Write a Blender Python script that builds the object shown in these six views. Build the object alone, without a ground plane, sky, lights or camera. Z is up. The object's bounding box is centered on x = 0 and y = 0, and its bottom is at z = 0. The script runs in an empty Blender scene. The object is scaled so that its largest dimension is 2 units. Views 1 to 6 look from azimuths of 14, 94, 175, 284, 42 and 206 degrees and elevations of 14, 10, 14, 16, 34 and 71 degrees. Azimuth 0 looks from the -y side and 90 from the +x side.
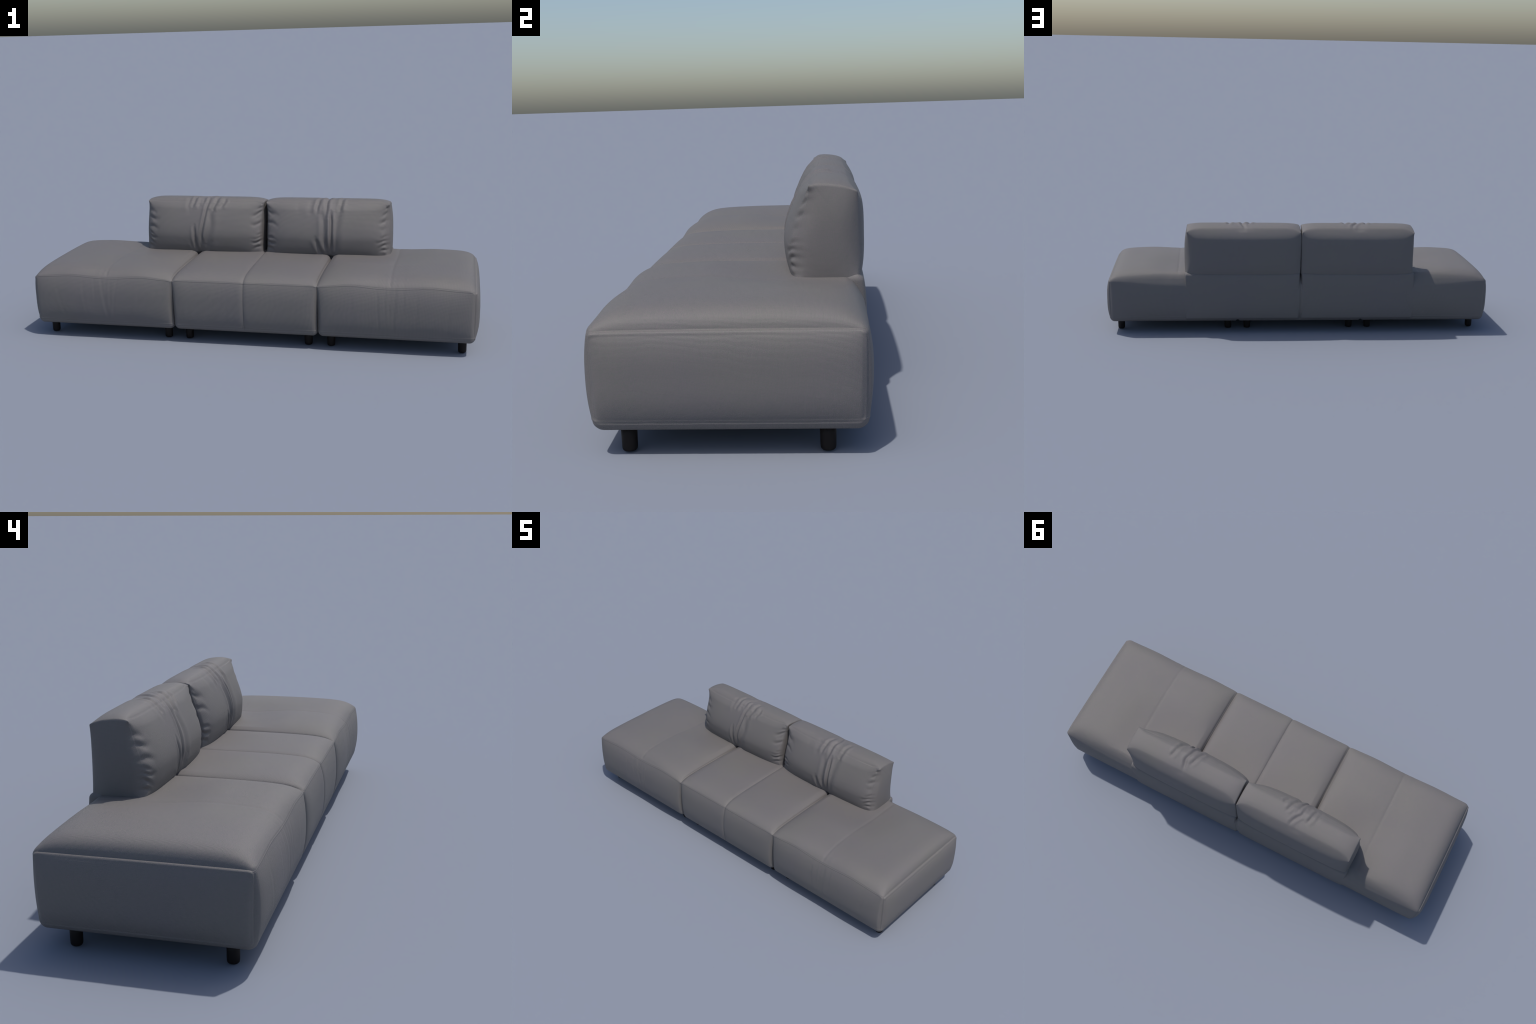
import bpy, math
import numpy as np

rng = np.random.default_rng(7)

# ---------------------------------------------------------------- materials
def new_mat(name):
    m = bpy.data.materials.new(name)
    m.use_nodes = True
    nt = m.node_tree
    return m, nt, nt.nodes["Principled BSDF"]


def math_node(nt, op, a=None, b=None, va=None, vb=None):
    n = nt.nodes.new("ShaderNodeMath")
    n.operation = op
    for i, (lnk, val) in enumerate(((a, va), (b, vb))):
        if lnk is not None:
            nt.links.new(lnk, n.inputs[i])
        elif val is not None:
            n.inputs[i].default_value = val
    return n.outputs[0]


def woven_fabric():
    m, nt, bsdf = new_mat("woven_grey_fabric")
    L = nt.links.new
    tc = nt.nodes.new("ShaderNodeTexCoord")
    # slight wander of the threads
    wob = nt.nodes.new("ShaderNodeTexNoise")
    wob.inputs["Scale"].default_value = 9.0
    wob.inputs["Detail"].default_value = 2.0
    L(tc.outputs["Object"], wob.inputs["Vector"])
    mix = nt.nodes.new("ShaderNodeVectorMath")
    mix.operation = "MULTIPLY_ADD"
    L(wob.outputs["Color"], mix.inputs[0])
    mix.inputs[1].default_value = (WEAVE_WANDER,) * 3
    L(tc.outputs["Object"], mix.inputs[2])
    sep = nt.nodes.new("ShaderNodeSeparateXYZ")
    L(mix.outputs[0], sep.inputs[0])
    waves = []
    for i in range(3):
        s = math_node(nt, "MULTIPLY", a=sep.outputs[i], vb=2 * math.pi / WEAVE_PERIOD)
        waves.append(math_node(nt, "SINE", a=s))
    geo = nt.nodes.new("ShaderNodeTexCoord")
    nsep = nt.nodes.new("ShaderNodeSeparateXYZ")
    L(geo.outputs["Normal"], nsep.inputs[0])
    for i in range(3):
        # threads lie across the cloth: drop the set that would run along the surface normal
        sq = math_node(nt, "MULTIPLY", a=nsep.outputs[i], b=nsep.outputs[i])
        keep = nt.nodes.new("ShaderNodeMapRange")
        keep.inputs["From Min"].default_value = 0.15
        keep.inputs["From Max"].default_value = 0.55
        keep.inputs["To Min"].default_value = 1.0
        keep.inputs["To Max"].default_value = 0.0
        L(sq, keep.inputs["Value"])
        waves[i] = math_node(nt, "MULTIPLY", a=waves[i], b=keep.outputs[0])
    tot = math_node(nt, "ADD", a=math_node(nt, "ADD", a=waves[0], b=waves[1]), b=waves[2])
    # patches where the weave stands out more
    pat = nt.nodes.new("ShaderNodeTexNoise")
    pat.inputs["Scale"].default_value = 4.6
    pat.inputs["Detail"].default_value = 1.5
    L(tc.outputs["Object"], pat.inputs["Vector"])
    ramp = nt.nodes.new("ShaderNodeMapRange")
    ramp.inputs["From Min"].default_value = 0.46
    ramp.inputs["From Max"].default_value = 0.66
    ramp.inputs["To Min"].default_value = 0.15
    ramp.inputs["To Max"].default_value = 1.0
    L(pat.outputs["Fac"], ramp.inputs["Value"])
    h = math_node(nt, "MULTIPLY", a=tot, b=ramp.outputs[0])
    # thread colour
    fac = math_node(nt, "MULTIPLY_ADD", a=h, vb=0.26)
    fac.node.inputs[2].default_value = 0.5
    cr = nt.nodes.new("ShaderNodeValToRGB")
    cr.color_ramp.elements[0].position = 0.0
    cr.color_ramp.elements[0].color = (*[c * 0.90 for c in FABRIC_COOL], 1)
    cr.color_ramp.elements[1].position = 1.0
    cr.color_ramp.elements[1].color = (*[c * 1.10 for c in FABRIC_WARM], 1)
    L(fac, cr.inputs["Fac"])
    # broad faint tint changes
    br = nt.nodes.new("ShaderNodeTexNoise")
    br.inputs["Scale"].default_value = 4.5
    br.inputs["Detail"].default_value = 2.0
    L(tc.outputs["Object"], br.inputs["Vector"])
    tint = nt.nodes.new("ShaderNodeValToRGB")
    tint.color_ramp.elements[0].position = 0.35
    tint.color_ramp.elements[0].color = (0.975, 0.965, 1.0, 1)
    tint.color_ramp.elements[1].position = 0.65
    tint.color_ramp.elements[1].color = (1.0, 1.0, 0.985, 1)
    L(br.outputs["Fac"], tint.inputs["Fac"])
    mul = nt.nodes.new("ShaderNodeMix")
    mul.data_type = "RGBA"
    mul.blend_type = "MULTIPLY"
    mul.inputs["Factor"].default_value = 1.0
    L(cr.outputs["Color"], mul.inputs["A"])
    L(tint.outputs["Color"], mul.inputs["B"])
    # single threads dyed a little redder or greener
    thr = nt.nodes.new("ShaderNodeTexNoise")
    thr.inputs["Scale"].default_value = 330.0
    thr.inputs["Detail"].default_value = 1.0
    L(tc.outputs["Object"], thr.inputs["Vector"])
    dye = nt.nodes.new("ShaderNodeValToRGB")
    dye.color_ramp.elements[0].position = 0.30
    dye.color_ramp.elements[0].color = (0.93, 0.98, 0.95, 1)
    dye.color_ramp.elements[1].position = 0.70
    dye.color_ramp.elements[1].color = (1.05, 0.98, 1.04, 1)
    L(thr.outputs["Fac"], dye.inputs["Fac"])
    mul2 = nt.nodes.new("ShaderNodeMix")
    mul2.data_type = "RGBA"
    mul2.blend_type = "MULTIPLY"
    mul2.inputs["Factor"].default_value = 1.0
    L(mul.outputs["Result"], mul2.inputs["A"])
    L(dye.outputs["Color"], mul2.inputs["B"])
    L(mul2.outputs["Result"], bsdf.inputs["Base Color"])
    bmp = nt.nodes.new("ShaderNodeBump")
    bmp.inputs["Strength"].default_value = WEAVE_BUMP
    bmp.inputs["Distance"].default_value = 0.0006
    L(tot, bmp.inputs["Height"])
    L(bmp.outputs["Normal"], bsdf.inputs["Normal"])
    bsdf.inputs["Roughness"].default_value = 0.6
    bsdf.inputs["Specular IOR Level"].default_value = 0.46
    return m


def dark_leg_material():
    m, nt, bsdf = new_mat("dark_stained_wood")
    tc = nt.nodes.new("ShaderNodeTexCoord")
    mp = nt.nodes.new("ShaderNodeMapping")
    mp.inputs["Scale"].default_value = (60, 60, 8)
    nz = nt.nodes.new("ShaderNodeTexNoise")
    nz.inputs["Scale"].default_value = 2.0
    nt.links.new(tc.outputs["Object"], mp.inputs["Vector"])
    nt.links.new(mp.outputs["Vector"], nz.inputs["Vector"])
    cr = nt.nodes.new("ShaderNodeValToRGB")
    cr.color_ramp.elements[0].color = (0.0078, 0.0058, 0.0054, 1)
    cr.color_ramp.elements[1].color = (0.0125, 0.0094, 0.0088, 1)
    nt.links.new(nz.outputs["Fac"], cr.inputs["Fac"])
    nt.links.new(cr.outputs["Color"], bsdf.inputs["Base Color"])
    bsdf.inputs["Roughness"].default_value = 0.55
    bsdf.inputs["Specular IOR Level"].default_value = 0.2
    return m


WEAVE_PERIOD = 0.0024
WEAVE_WANDER = 0.006
WEAVE_BUMP = 0.27
FABRIC_WARM = (0.152, 0.1435, 0.133)
FABRIC_COOL = (0.147, 0.1395, 0.134)
FABRIC = woven_fabric()
LEGMAT = dark_leg_material()


# ---------------------------------------------------------------- mesh tools
def axis(lo, hi, step, fine=None, zones=()):
    """Coordinates from lo to hi, finer inside the given (centre, halfwidth) zones."""
    fine = fine or step
    out = [lo]
    while out[-1] < hi - 1e-6:
        t = out[-1]
        s = step
        for c, hw in zones:
            d = max(0.0, abs(t + fine - c) - hw)
            s = min(s, fine + 0.35 * d)
        out.append(t + s)
    a = np.array(out)
    return lo + (a - lo) * (hi - lo) / (a[-1] - lo)


def box_lattice(xs, ys, zs):
    """Welded quads on the surface of a box whose rulings are xs, ys, zs."""
    nx, ny, nz = len(xs), len(ys), len(zs)
    I, J, K = np.meshgrid(np.arange(nx), np.arange(ny), np.arange(nz), indexing="ij")
    surf = (I == 0) | (I == nx - 1) | (J == 0) | (J == ny - 1) | (K == 0) | (K == nz - 1)
    idx = -np.ones(surf.shape, dtype=np.int64)
    idx[surf] = np.arange(surf.sum())
    P = np.stack([xs[I[surf]], ys[J[surf]], zs[K[surf]]], 1)
    faces = []

    def quads(g, flip):
        a, b, c, d = g[:-1, :-1], g[1:, :-1], g[1:, 1:], g[:-1, 1:]
        q = np.stack([a, b, c, d], -1).reshape(-1, 4)
        faces.append(q[:, ::-1] if flip else q)

    quads(idx[:, :, 0], True)
    quads(idx[:, :, -1], False)
    quads(idx[:, 0, :], False)
    quads(idx[:, -1, :], True)
    quads(idx[0, :, :], True)
    quads(idx[-1, :, :], False)
    return P, np.concatenate(faces)


def vertex_normals(P, F):
    n = np.cross(P[F[:, 2]] - P[F[:, 0]], P[F[:, 3]] - P[F[:, 1]])
    N = np.zeros_like(P)
    for k in range(4):
        np.add.at(N, F[:, k], n)
    return N / np.maximum(np.linalg.norm(N, axis=1, keepdims=True), 1e-12)


def make_object(name, P, F, mat, parent=None):
    me = bpy.data.meshes.new(name)
    me.vertices.add(len(P))
    me.vertices.foreach_set("co", P.astype(np.float32).ravel())
    me.loops.add(F.size)
    me.loops.foreach_set("vertex_index", F.astype(np.int32).ravel())
    me.polygons.add(len(F))
    me.polygons.foreach_set("loop_start", np.arange(0, F.size, 4, dtype=np.int32))
    me.polygons.foreach_set("loop_total", np.full(len(F), 4, dtype=np.int32))
    me.polygons.foreach_set("use_smooth", np.ones(len(F), dtype=bool))
    me.update(calc_edges=True)
    me.validate()
    me.materials.append(mat)
    ob = bpy.data.objects.new(name, me)
    bpy.context.scene.collection.objects.link(ob)
    if parent is not None:
        ob.parent = parent
    return ob


def round_box(P, lo, hi, R):
    """Round the box edges; R is one radius per point and axis."""
    c = np.clip(P, lo + R, hi - R)
    d = (P - c) / R
    ln = np.linalg.norm(d, axis=1, keepdims=True)
    mx = np.abs(d).max(axis=1, keepdims=True)
    # spread the lattice evenly round the arc
    return np.where(mx > 1e-9, c + R * d / np.maximum(ln, 1e-9) * mx, P)


def unit(P, lo, hi):
    return 2 * (P - lo) / (hi - lo) - 1


def smooth(a, b, x):
    t = np.clip((x - a) / (b - a), 0, 1)
    return t * t * (3 - 2 * t)


def gauss(x, c, w):
    return np.exp(-(((x - c) / w) ** 2))


def seg_dist(px, pz, path):
    """Distance to a polyline and the position (0..1) of the nearest point along it."""
    best = np.full(px.shape, 1e9)
    where = np.zeros(px.shape)
    side = np.zeros(px.shape)
    n = len(path) - 1
    for i in range(n):
        ax, az = path[i]
        bx, bz = path[i + 1]
        dx, dz = bx - ax, bz - az
        t = np.clip(((px - ax) * dx + (pz - az) * dz) / (dx * dx + dz * dz), 0, 1)
        ex, ez = px - ax - t * dx, pz - az - t * dz
        d = np.hypot(ex, ez)
        m = d < best
        best = np.where(m, d, best)
        where = np.where(m, (i + t) / n, where)
        side = np.where(m, np.sign(dx * ez - dz * ex), side)
    return best, where, side


def curve_through(pts, n=10):
    """Catmull-Rom through a few hand-placed points."""
    p = np.array(pts, float)
    p = np.vstack([2 * p[0] - p[1], p, 2 * p[-1] - p[-2]])
    out = []
    for i in range(1, len(p) - 2):
        for t in np.linspace(0, 1, n, endpoint=False):
            a, b, c, d = p[i - 1], p[i], p[i + 1], p[i + 2]
            out.append(0.5 * (2 * b + (c - a) * t + (2 * a - 5 * b + 4 * c - d) * t**2 + (3 * b - a - 3 * c + d) * t**3))
    out.append(p[-2])
    return [tuple(q) for q in out]


# ---------------------------------------------------------------- root
sofa = bpy.data.objects.new("modular_sofa", None)
sofa.empty_display_size = 0.2
bpy.context.scene.collection.objects.link(sofa)
sofa["label"] = "low grey fabric modular sofa with two loose back cushions"
sofa["category"] = "sofa"

# ---------------------------------------------------------------- seat modules
SEAM_X = 0.3235          # where the seat modules meet
Y0, Y1 = -0.303, 0.302   # front and back of the seats at their edges
Z0, Z1 = 0.058, 0.284    # underside and top edge
END_X = 0.9825            # outer end of the sofa at the piping


def side_profile(v):
    a = np.abs(v)
    return 0.75 * (1 - a**11) + 0.25 * (1 - a**2.6)


def seat_module(kind):
    """kind: -1 left end, 0 middle, +1 right end (built as +1, mirrored for -1)."""
    if kind == 0:
        x0, x1 = -SEAM_X, SEAM_X
        zones_x = [(x0, 0.02), (x1, 0.02), (0.0, 0.012)]
    else:
        x0, x1 = SEAM_X, END_X
        zones_x = [(x0, 0.02), (x1, 0.022)]
    xs = axis(x0, x1, 0.0045, 0.0016, zones_x)
    ys = axis(Y0, Y1, 0.0045, 0.0012, [(Y0, 0.010), (Y1, 0.02)])
    zs = axis(Z0, Z1, 0.0045, 0.0012, [(Z0, 0.03), (Z1, 0.012)])
    B, F = box_lattice(xs, ys, zs)
    lo, hi = np.array([x0, Y0, Z0]), np.array([x1, Y1, Z1])
    u, v, w = unit(B, lo, hi).T
    x, y, z = B.T
    up = (w + 1) / 2
    back = smooth(-0.2, 0.9, v)
    # radii of the edges
    outer = smooth(0.0, 0.9, u) if kind else np.zeros_like(u)
    corner = smooth(0.92, 1.0, u) if kind else np.zeros_like(u)
    Rx = 0.016 * (1 - outer) + 0.015 * outer
    Ry = 0.0035 + 0.0265 * back * (1 - outer * 0.6) + 0.012 * corner * (1 - back)
    Rz = (0.003 + 0.005 * corner + 0.025 * back * (1 - outer * 0.85)) * up + 0.025 * (1 - up)
    Rx = Rx * up + (0.024 - 0.012 * back * (1 - outer)) * (1 - up)
    Ry = Ry * up + 0.027 * (1 - up)
    P = round_box(B, lo, hi, np.stack([Rx, Ry, Rz], 1))
    pz0 = P[:, 2].copy()
    pu, pv, pw = np.clip(unit(P, lo, hi), -1, 1).T
    v_soft = np.where(v > 0, v + (pv - v) * smooth(0.0, 0.4, v), v)
    # crown of the seat
    if kind:
        H, floor_in = 0.0565, 0.36
        uu = np.where(u < 0, u, u * 0.995)
        A = np.where(u < 0, floor_in + (1 - floor_in) * (0.6 * (1 - np.abs(u) ** 9) + 0.4 * (1 - np.abs(u) ** 2.6)),
                     0.80 * (1 - np.abs(uu) ** 15) + 0.20 * (1 - np.abs(uu) ** 2.6))
        mid = 0.642
        A = A - 0.09 * gauss(x, mid, 0.075)
    else:
        H, floor_in = 0.034, 0.55
        A = floor_in + (1 - floor_in) * (1 - np.abs(u) ** 14)
        A = A + 0.26 * np.clip(1 - np.abs(2 * np.abs(u) - 1) ** 2.2, 0, 1)
    Bp = side_profile(v_soft)
    dz = H * A * Bp
    # edge of the top swells between the seams
    if kind:
        edge = 0.010 * gauss(x, 0.47, 0.085) + 0.009 * gauss(x, 0.80, 0.09) + 0.003
        edge *= smooth(0, 0.03, x - x0) * smooth(0, 0.03, x1 - x) * 1.0
        dz = dz + edge * np.clip(1 - Bp, 0, 1) * (1 - back)
        # pressed down where the backrest stands on it
        k = (1 - smooth(0.56, 0.82, x)) * smooth(-0.11, 0.11, y)
        cap = 0.0365 - 0.003 * smooth(0.44, 0.55, x)
        dz = np.where(dz > cap, dz - k * (dz - cap), dz)
    else:
        edge = 0.004 * smooth(0, 0.02, x - x0) * smooth(0, 0.02, x1 - x)
        dz = dz + edge * np.clip(1 - Bp, 0, 1)
        dz = np.where(dz > 0.0345, dz - smooth(-0.10, 0.10, y) * (dz - 0.0345), dz)
    P[:, 2] += dz * up**3
    # front and back swell
    zz = unit(z, 0.08, Z1)
    vert = np.clip(1 - np.abs(zz) ** 2.4, 0, 1)
    if kind:
        horiz = 0.013 * side_profile(u) + 0.003 * (gauss(x, 0.47, 0.1) + gauss(x, 0.80, 0.1)) + 0.005 * np.clip(1 - np.abs(u) ** 30, 0, 1)
    else:
        horiz = 0.014 * (1 - np.abs(u) ** 14) + 0.002
    P[:, 1] -= horiz * vert * np.clip((1 - v) / 2, 0, 1) ** 3
    vert_back = np.clip(1 - np.abs(unit(pz0, 0.08, Z1)) ** 2.2, 0, 1)
    P[:, 1] += (0.013 * (1 - np.abs(u) ** 8) + 0.002) * vert_back * np.clip((1 + pv) / 2, 0, 1) ** 3
    # outer end swells to the full length
    if kind:
        P[:, 0] += 0.0180 * (0.8 * (1 - np.abs(v) ** 16) + 0.2 * (1 - np.abs(v) ** 3)) * np.clip(1 - np.abs(zz) ** 3.2, 0, 1) * np.clip((1 + u) / 2, 0, 1) ** 6
    # ---- fine relief along the normals
    N = vertex_normals(P, F)
    d = np.zeros(len(P))
    front = smooth(0.012, 0.0, y - Y0)
    not_under = smooth(0.0, 0.02, z - Z0)
    # seam below the front top edge
    d -= 0.0017 * front * smooth(0.0012, 0.0045, Z1 - z) * np.exp(-(Z1 - z) / 0.016) * smooth(0, 0.012, x - x0)
    # seam above the underside
    low = gauss(z, Z0 + 0.027, 0.003)
    rim = np.minimum(np.minimum(y - Y0, Y1 - y), np.minimum(x - x0, x1 - x) if kind else 1.0)
    d += 0.0009 * low * (rim < 0.004)
    if kind == 0:
        # seam down the middle, with soft lips
        d -= (0.0032 * np.exp(-np.abs(x) / 0.0035) + 0.0018 * gauss(x, 0, 0.012)) * not_under
    else:
        # piped outer end: rounded-rectangle seam on the end face
        cy, hy = 0.5 * (Y0 + Y1), 0.5 * (Y1 - Y0)
        cz, hz = 0.5 * (Z1 + Z0 + 0.016), 0.5 * (Z1 - Z0 - 0.016)
        r = 0.022
        qy, qz = np.abs(y - cy) - (hy - r), np.abs(z - cz) - (hz - r)
        sd = np.hypot(np.maximum(qy, 0), np.maximum(qz, 0)) + np.minimum(np.maximum(qy, qz), 0) - r
        endm = smooth(0.006, 0.0, x1 - x)
        d += endm * (0.0010 * gauss(sd, -0.004, 0.004) - 0.0005 * gauss(sd, -0.0115, 0.0038))
        # seam on the top, front and back just inside the end
        d -= 0.0003 * gauss(x1 - x, 0.011, 0.0035) * not_under * (1 - endm)
        # faint centre crease and slack folds in the cover
        top_line = 0.0024 * np.exp(-np.abs(x - 0.632) / 0.007) * smooth(0.3, 0.6, up)
        d -= top_line * (1 - front * 0.7) * smooth(0.29, 0.24, y)
        frontish = smooth(0.16, 0.0, y - Y0)
        for cx, lean, dep, wid, z_lo, z_hi in (
            (0.578, 0.03, 0.0012, 0.006, 0.09, 0.30),
            (0.612, 0.00, 0.0010, 0.005, 0.14, 0.31),
            (0.655, -0.03, 0.0016, 0.007, 0.08, 0.31),
            (0.690, -0.01, 0.0010, 0.005, 0.17, 0.31),
            (0.745, -0.02, 0.0008, 0.007, 0.10, 0.29),
            (0.880, -0.05, 0.0009, 0.008, 0.08, 0.27),
            (0.470, 0.02, 0.0006, 0.009, 0.10, 0.27),
        ):
            line = x - cx - (lean if kind < 0 else 0.3 * lean) * (Z1 - z) / 0.2
            d -= 0.5 * dep * gauss(line, 0, wid) * frontish * smooth(z_lo, z_lo + 0.05, z) * smooth(z_hi, z_hi - 0.05, z - 0.0)
            d += 0.3 * dep * gauss(line, wid * 1.9, wid) * frontish * smooth(z_lo, z_lo + 0.05, z) * smooth(z_hi, z_hi - 0.05, z)
    P = P + N * d[:, None]
    if kind < 0:
        P[:, 0] *= -1
        F = F[:, ::-1]
    name = "seat_module" if kind == 0 else "chaise_module"
    return make_object(name, P, F, FABRIC, sofa)


modules = {k: seat_module(k) for k in (-1, 0, 1)}

# ---------------------------------------------------------------- legs
def leg_mesh():
    prof = [(0.0, 0.0), (0.0120, 0.0), (0.0148, 0.0010), (0.0166, 0.0034), (0.0174, 0.0070),
            (0.0177, 0.012), (0.0180, 0.034), (0.0185, 0.0605), (0.0, 0.0610)]
    n = 40
    V, Fq = [], []
    for r, h in prof:
        for k in range(n):
            a = 2 * math.pi * k / n
            V.append((max(r, 1e-5) * math.cos(a), max(r, 1e-5) * math.sin(a), h))
    for i in range(len(prof) - 1):
        for k in range(n):
            k2 = (k + 1) % n
            Fq.append((i * n + k, i * n + k2, (i + 1) * n + k2, (i + 1) * n + k))
    return np.array(V), np.array(Fq)


lv, lf = leg_mesh()
first = None
for k, legs_x in ((-1, (-0.931, -0.3725)), (0, (-0.273, 0.273)), (1, (0.3735, 0.931))):
    for lx in legs_x:
        for ly in (-0.230, 0.2125):
            if first is None:
                ob = first = make_object("leg", lv, lf, LEGMAT)
            else:
                ob = first.copy()
                bpy.context.scene.collection.objects.link(ob)
            ob.parent = modules[k]
            ob.location = (lx, ly, 0.0)

# ---------------------------------------------------------------- backrest frames
def backrest_frame(sgn):
    x0, x1, y0, y1, z0, z1 = 0.0025, 0.5975, 0.136, 0.307, 0.068, 0.324
    xs = axis(x0, x1, 0.006, 0.002, [(x0, 0.02), (x1, 0.02)])
    ys = axis(y0, y1, 0.006, 0.002, [(y0, 0.01), (y1, 0.03)])
    zs = axis(z0, z1, 0.006, 0.002, [(z1, 0.03), (z0, 0.02)])
    B, F = box_lattice(xs, ys, zs)
    lo, hi = np.array([x0, y0, z0]), np.array([x1, y1, z1])
    u, v, w = unit(B, lo, hi).T
    R = np.stack([np.full(len(B), 0.010), np.full(len(B), 0.018), np.full(len(B), 0.018)], 1)
    P = round_box(B, lo, hi, R)
    up, bk = (w + 1) / 2, (v + 1) / 2
    P[:, 1] += (0.008 * (1 - np.abs(u) ** 10) + 0.004) * (1 - np.abs(w) ** 3) * bk**3
    P[:, 2] += (0.006 * bk - 0.006) * up**4
    P[:, 0] += 0.002 * (1 - np.abs(w) ** 3) * ((u + 1) / 2) ** 8
    P[:, 0] *= sgn
    return make_object("backrest_base", P, F if sgn > 0 else F[:, ::-1], FABRIC, sofa)


for s in (1, -1):
    backrest_frame(s)

# ---------------------------------------------------------------- back cushions
CX0, CX1 = 0.005, 0.586
CZ0, CZ1 = 0.298, 0.543
CYB = 0.297


def cushion(sgn, pleats, gathers):
    xs = axis(CX0, CX1, 0.0028, 0.0018, [(CX0, 0.02), (CX1, 0.02), (0.3, 0.05)])
    ys = axis(0.0, 1.0, 0.02, 0.012, [(0, 0.1), (1, 0.1)])
    zs = axis(CZ0, CZ1, 0.0026, 0.0016, [(CZ0, 0.015), (CZ1, 0.03)])
    B, F = box_lattice(xs, ys, zs)
    x, t, z = B.T.copy()
    wz = unit(z, CZ0, CZ1)
    # the front leans: thick at the foot, thin at the top
    yf = 0.136 + (0.174 - 0.136) * smooth(-0.3, 1.0, wz)
    depth = CYB - yf
    # work in a straight box of mean depth, lean afterwards
    D = 0.14
    S = np.stack([x, t * D, z], 1)
    lo, hi = np.array([CX0, 0, CZ0]), np.array([CX1, D, CZ1])
    u, v, w = unit(S, lo, hi).T
    pill = np.clip(1 - np.abs(u) ** 12, 0, 1)
    ft, bt = smooth(0.6, -0.8, v), smooth(-0.4, 0.9, v)
    upper = smooth(-0.6, 0.5, w)
    wall = np.clip(1 - np.abs(w) ** 5, 0, 1) * ft          # soft upright front corners
    out_end = smooth(-0.6, 0.6, u)
    Ry = 0.005 + pill * (0.012 + upper * (0.014 * ft + 0.014 * bt))
    Ry = np.maximum(Ry, 0.005 + wall * (0.010 + 0.011 * out_end) * (1 - pill))
    Rz = 0.005 + pill * (0.012 + upper * (0.013 * ft + 0.026 * bt))
    Rx = 0.006 + wall * (0.008 + 0.012 * out_end)
    R = np.stack([Rx, Ry, Rz], 1)
    P = round_box(S, lo, hi, R)
    P0 = P.copy()
    tt = P[:, 1] / D
    ww = np.clip(unit(P[:, 2], CZ0, CZ1), -1, 1)
    yf = 0.136 + (0.174 - 0.136) * smooth(-0.3, 1.0, ww)
    P[:, 1] = yf + tt * (CYB - yf)
    u, v, w = np.clip(unit(P0, lo, hi), -1, 1).T
    fr, bk, up = np.clip((1 - v) / 2, 0, 1), np.clip((1 + v) / 2, 0, 1), np.clip((1 + w) / 2, 0, 1)
    # swelling
    lens = 0.55 * (1 - np.abs(u) ** 7) + 0.45 * (1 - np.abs(u) ** 2.6)
    zprof = np.where(w > 0, 0.25 + 0.75 * (1 - np.abs(w) ** 3.4), 0.28 + 0.72 * (1 - np.abs(w) ** 3.2))
    P[:, 1] -= (0.036 * lens - 0.004 * smooth(0.3, -0.6, w) * gauss(x, 0.305, 0.045)) * zprof * fr**2
    P[:, 1] += 0.021 * (0.7 * (1 - np.abs(u) ** 12) + 0.3 * (1 - u**2)) * (0.15 + 0.85 * (1 - np.abs(w) ** 3.5)) * bk**2
    P[:, 2] -= 0.010 * bk * up**4
    P[:, 2] += (0.020 * (1 - np.abs(v) ** 2.6) * (0.5 + 0.5 * (1 - np.abs(u) ** 10)) + 0.003 * (1 - np.abs(u) ** 10) + 0.006 * (v < 2) * (1 - bk)) * up**5
    side_amt = (0.013 if sgn > 0 else 0.009) * (1 - np.abs(w) ** 2.4) * (1 - np.abs(v) ** 2.4)
    P[:, 0] += 0.009 * (1 - up) ** 4 * np.clip((1 + u) / 2, 0, 1) ** 6
    waist = (1 - np.abs(w) ** 2.5)
    P[:, 0] -= 0.010 * waist * np.abs(v) ** 5 * np.clip((1 + u) / 2, 0, 1) ** 8
    P[:, 0] += 0.002 * (np.abs(w) ** 8) * (np.abs(v) ** 6) * np.clip((1 + u) / 2, 0, 1) ** 20
    P[:, 0] += side_amt * np.clip((1 + u) / 2, 0, 1) ** 10
    P[:, 0] -= 0.0042 * smooth(-0.7, 0.0, v) * (1 - np.abs(w) ** 8) * np.clip((1 - u) / 2, 0, 1) ** 20
    # the inner front edges draw back from each other below the corners
    P[:, 0] += 0.010 * (1 - np.abs(w) ** 3) * fr**3 * np.clip((1 - u) / 2, 0, 1) ** 20
    # ---- pleats and gathers
    N = vertex_normals(P, F)
    d = np.zeros(len(P))
    # unrolled coordinate: up the front, then back across the top
    back_run = np.clip(tt, 0, 1) * 0.125
    q = z + back_run
    reach = smooth(0.97, 0.45, t)
    d -= 0.004 * gauss(x, 0.312, 0.016 + 0.05 * np.clip(z - CZ0, 0, 0.3)) * reach * smooth(0.0, 0.3, ft) * smooth(0.45, 0.32, z)
    d -= 0.0025 * gauss(x, 0.30, 0.03) * smooth(0.30, 0.55, t) * smooth(1.0, 0.85, t) * smooth(0.8, 1.0, w)
    for pts, dep, wid, lip in pleats:
        wid = 1.18 * wid
        path = curve_through(pts)
        dist, where, side = seg_dist(x, q, path)
        taper = smooth(0.0, 0.22, where) * smooth(1.0, 0.80, where)
        amp = dep * (0.25 + 0.75 * taper)
        ends = smooth(wid * 2.5, 0, np.where((where <= 0) | (where >= 1), dist, 0))
        d -= amp * np.exp(-((dist / wid) ** 2)) * reach * ends
        d += amp * lip * np.exp(-(((dist - 2.1 * wid) / (1.1 * wid)) ** 2)) * reach * ends
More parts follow.
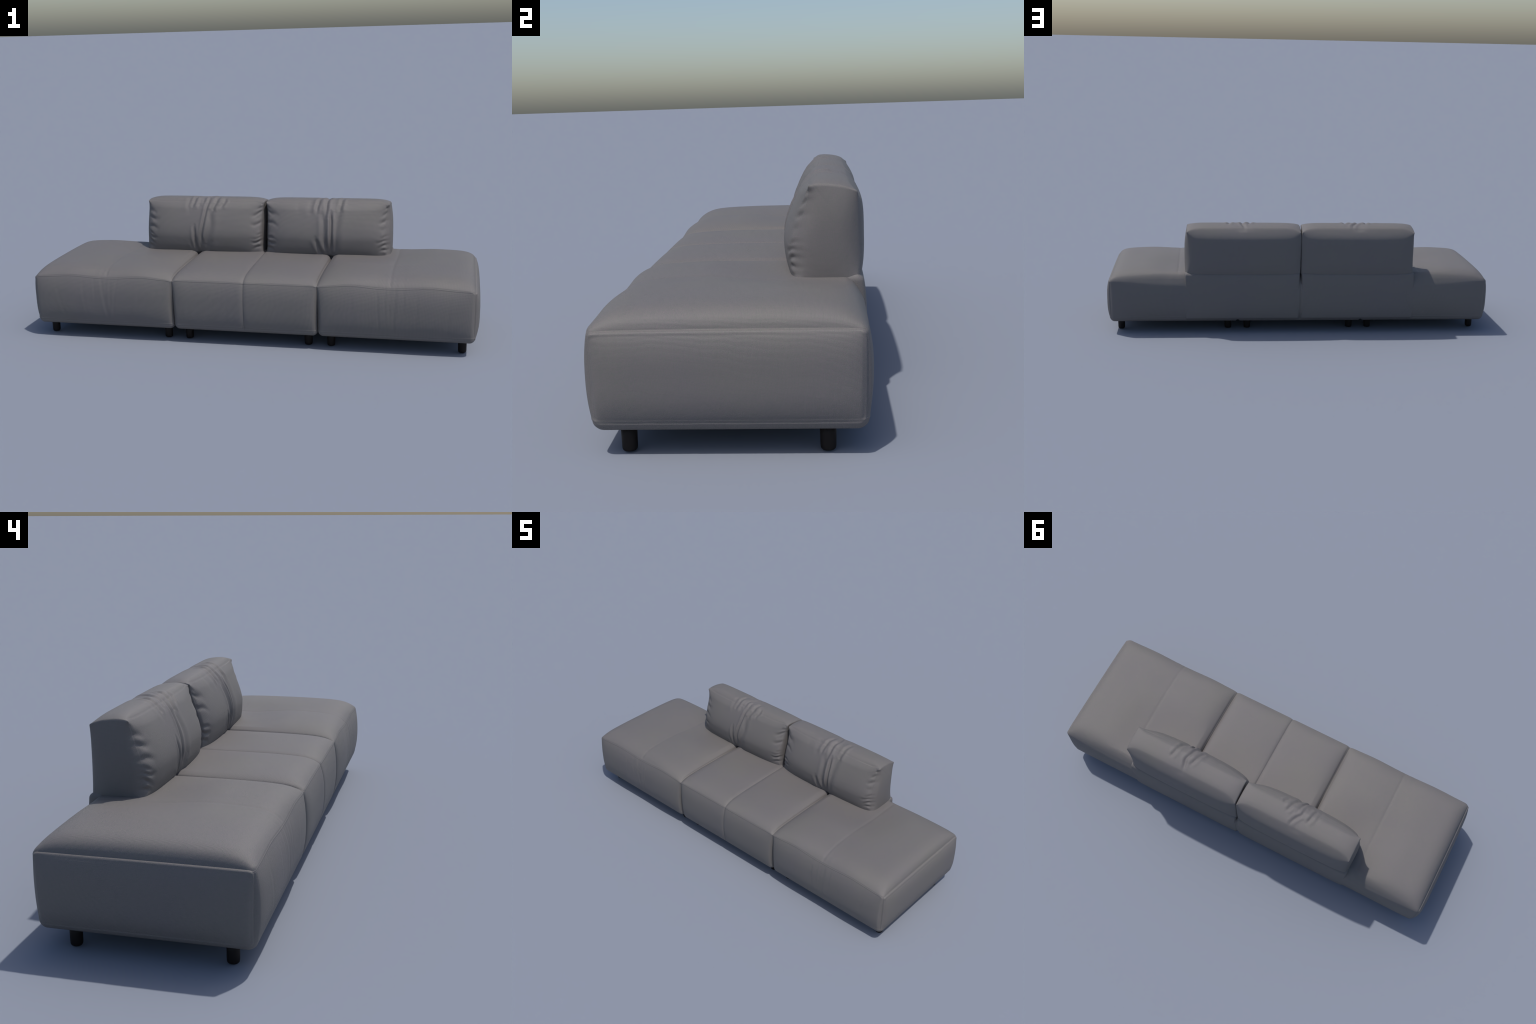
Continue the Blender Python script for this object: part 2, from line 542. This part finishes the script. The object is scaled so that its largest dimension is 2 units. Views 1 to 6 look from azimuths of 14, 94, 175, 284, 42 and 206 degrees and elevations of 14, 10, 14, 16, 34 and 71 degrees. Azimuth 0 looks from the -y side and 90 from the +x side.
    for end, zc, length, dep, wid, tilt in gathers:
        xe = CX0 if end < 0 else CX1
        dx = np.abs(x - xe)                     # inward along the front
        run = np.where(t < 1e-6, dx, -t * D)    # negative: onto the end face
        line = z - zc - tilt * dx + 0.003 * np.sin(dx * 95 + zc * 370)
        along = 0.9 * smooth(length, length * 0.3, run) * (0.25 * smooth(-0.03, 0.0, run) + 0.75 * smooth(-0.002, 0.017, run))
        close = (dx < 0.12)
        ww_ = 1.2 * wid * (1 + 6 * np.clip(dx, 0, 0.05))
        d -= dep * along * close * np.exp(-((line / ww_) ** 2)) * (t < 0.7)
        d += 0.55 * dep * along * close * np.exp(-(((line - 2.0 * ww_) / (1.2 * ww_)) ** 2)) * (t < 0.7)
    # fine seam along the top front edge and round the ends
    d -= 0.0005 * gauss(q, CZ1 + 0.010, 0.0022) * smooth(0.5, 0.4, t)
    d += 0.0012 * (gauss(x, CX0 + 0.001, 0.003) + gauss(x, CX1 - 0.001, 0.003)) * smooth(0.2, 0.8, up)
    P = P + N * d[:, None]
    P[:, 0] *= sgn
    return make_object("back_cushion", P, F if sgn > 0 else F[:, ::-1], FABRIC, sofa)


# pleat paths are (distance from the sofa's middle, run up the front and over the top)
PLEATS_RIGHT = [
    ([(0.286, 0.68), (0.297, 0.62), (0.305, 0.59), (0.297, 0.557), (0.297, 0.52), (0.295, 0.49)], 0.0042, 0.0062, 0.55),
    ([(0.318, 0.515), (0.322, 0.47), (0.323, 0.43), (0.323, 0.385), (0.320, 0.33)], 0.0062, 0.0052, 0.55),
    ([(0.281, 0.520), (0.286, 0.47), (0.289, 0.43), (0.291, 0.385), (0.302, 0.335)], 0.0045, 0.0085, 0.40),
    ([(0.250, 0.400), (0.260, 0.367), (0.270, 0.340), (0.281, 0.315)], 0.0042, 0.0075, 0.50),
    ([(0.348, 0.555), (0.354, 0.51), (0.350, 0.458), (0.341, 0.373), (0.330, 0.325)], 0.0036, 0.0120, 0.25),
    ([(0.272, 0.605), (0.262, 0.575), (0.254, 0.535), (0.252, 0.505)], 0.0034, 0.0060, 0.60),
    ([(0.378, 0.610), (0.370, 0.585), (0.363, 0.535), (0.361, 0.510)], 0.0032, 0.0065, 0.60),
    ([(0.222, 0.570), (0.220, 0.530), (0.222, 0.490)], 0.0010, 0.0090, 0.40),
    ([(0.160, 0.560), (0.163, 0.530), (0.168, 0.500)], 0.0007, 0.0100, 0.30),
]
PLEATS_LEFT = [
    ([(0.262, 0.68), (0.270, 0.63), (0.285, 0.60), (0.300, 0.580), (0.305, 0.540)], 0.0036, 0.0062, 0.55),
    ([(0.273, 0.585), (0.285, 0.517), (0.291, 0.477), (0.299, 0.431), (0.304, 0.39), (0.299, 0.355)], 0.0042, 0.0052, 0.50),
    ([(0.264, 0.540), (0.262, 0.486), (0.257, 0.444), (0.266, 0.400), (0.279, 0.355), (0.290, 0.315)], 0.0036, 0.0110, 0.30),
    ([(0.339, 0.445), (0.338, 0.398), (0.334, 0.360), (0.326, 0.312)], 0.0055, 0.0055, 0.40),
    ([(0.335, 0.605), (0.345, 0.577), (0.352, 0.539), (0.356, 0.515)], 0.0034, 0.0065, 0.60),
    ([(0.225, 0.595), (0.235, 0.572), (0.249, 0.522), (0.253, 0.505)], 0.0036, 0.0065, 0.60),
    ([(0.195, 0.565), (0.201, 0.548), (0.213, 0.520)], 0.0028, 0.0060, 0.60),
    ([(0.372, 0.580), (0.373, 0.545), (0.371, 0.500)], 0.0018, 0.0090, 0.50),
    ([(0.312, 0.600), (0.318, 0.560), (0.322, 0.520)], 0.0016, 0.0070, 0.50),
    ([(0.246, 0.380), (0.258, 0.350), (0.272, 0.315)], 0.0016, 0.0090, 0.50),
    ([(0.352, 0.365), (0.344, 0.340), (0.335, 0.312)], 0.0016, 0.0080, 0.50),
]
# gathers: (end: -1 inner, 1 outer; height; length; depth; width; slope inward)
GATHERS_RIGHT = [
    (1, 0.528, 0.018, 0.0050, 0.0055, 0.20), (1, 0.505, 0.036, 0.0026, 0.0050, -0.30), (1, 0.472, 0.050, 0.0034, 0.0060, -0.08),
    (1, 0.440, 0.045, 0.0014, 0.0060, 0.02), (1, 0.404, 0.045, 0.0024, 0.0050, -0.15), (1, 0.384, 0.066, 0.0032, 0.0048, -0.05),
    (1, 0.366, 0.052, 0.0044, 0.0050, -0.25), (1, 0.345, 0.050, 0.0038, 0.0048, -0.18), (1, 0.326, 0.040, 0.0020, 0.0050, -0.30),
    (-1, 0.527, 0.042, 0.0026, 0.0060, -0.45), (-1, 0.508, 0.078, 0.0036, 0.0060, -0.30), (-1, 0.462, 0.080, 0.0036, 0.0058, -0.22),
    (-1, 0.395, 0.072, 0.0022, 0.0048, -0.20), (-1, 0.372, 0.066, 0.0042, 0.0050, -0.18), (-1, 0.345, 0.054, 0.0034, 0.0052, -0.30),
]
GATHERS_LEFT = [
    (-1, 0.538, 0.016, 0.0048, 0.0040, -0.40), (-1, 0.519, 0.038, 0.0028, 0.0048, -0.22), (-1, 0.503, 0.070, 0.0040, 0.0048, -0.30),
    (-1, 0.453, 0.072, 0.0034, 0.0055, -0.10), (-1, 0.401, 0.036, 0.0020, 0.0045, -0.15), (-1, 0.386, 0.070, 0.0026, 0.0045, -0.07),
    (-1, 0.369, 0.066, 0.0055, 0.0048, -0.09), (-1, 0.346, 0.060, 0.0040, 0.0050, -0.24),
    (1, 0.500, 0.055, 0.0026, 0.0065, -0.15), (1, 0.470, 0.075, 0.0038, 0.0060, -0.07), (1, 0.431, 0.078, 0.0034, 0.0060, -0.10),
    (1, 0.402, 0.056, 0.0028, 0.0048, -0.20), (1, 0.388, 0.066, 0.0036, 0.0048, -0.22), (1, 0.368, 0.052, 0.0042, 0.0050, -0.42),
    (1, 0.344, 0.044, 0.0038, 0.0050, -0.38),
]
cushion(1, PLEATS_RIGHT, GATHERS_RIGHT)
cushion(-1, PLEATS_LEFT, GATHERS_LEFT)
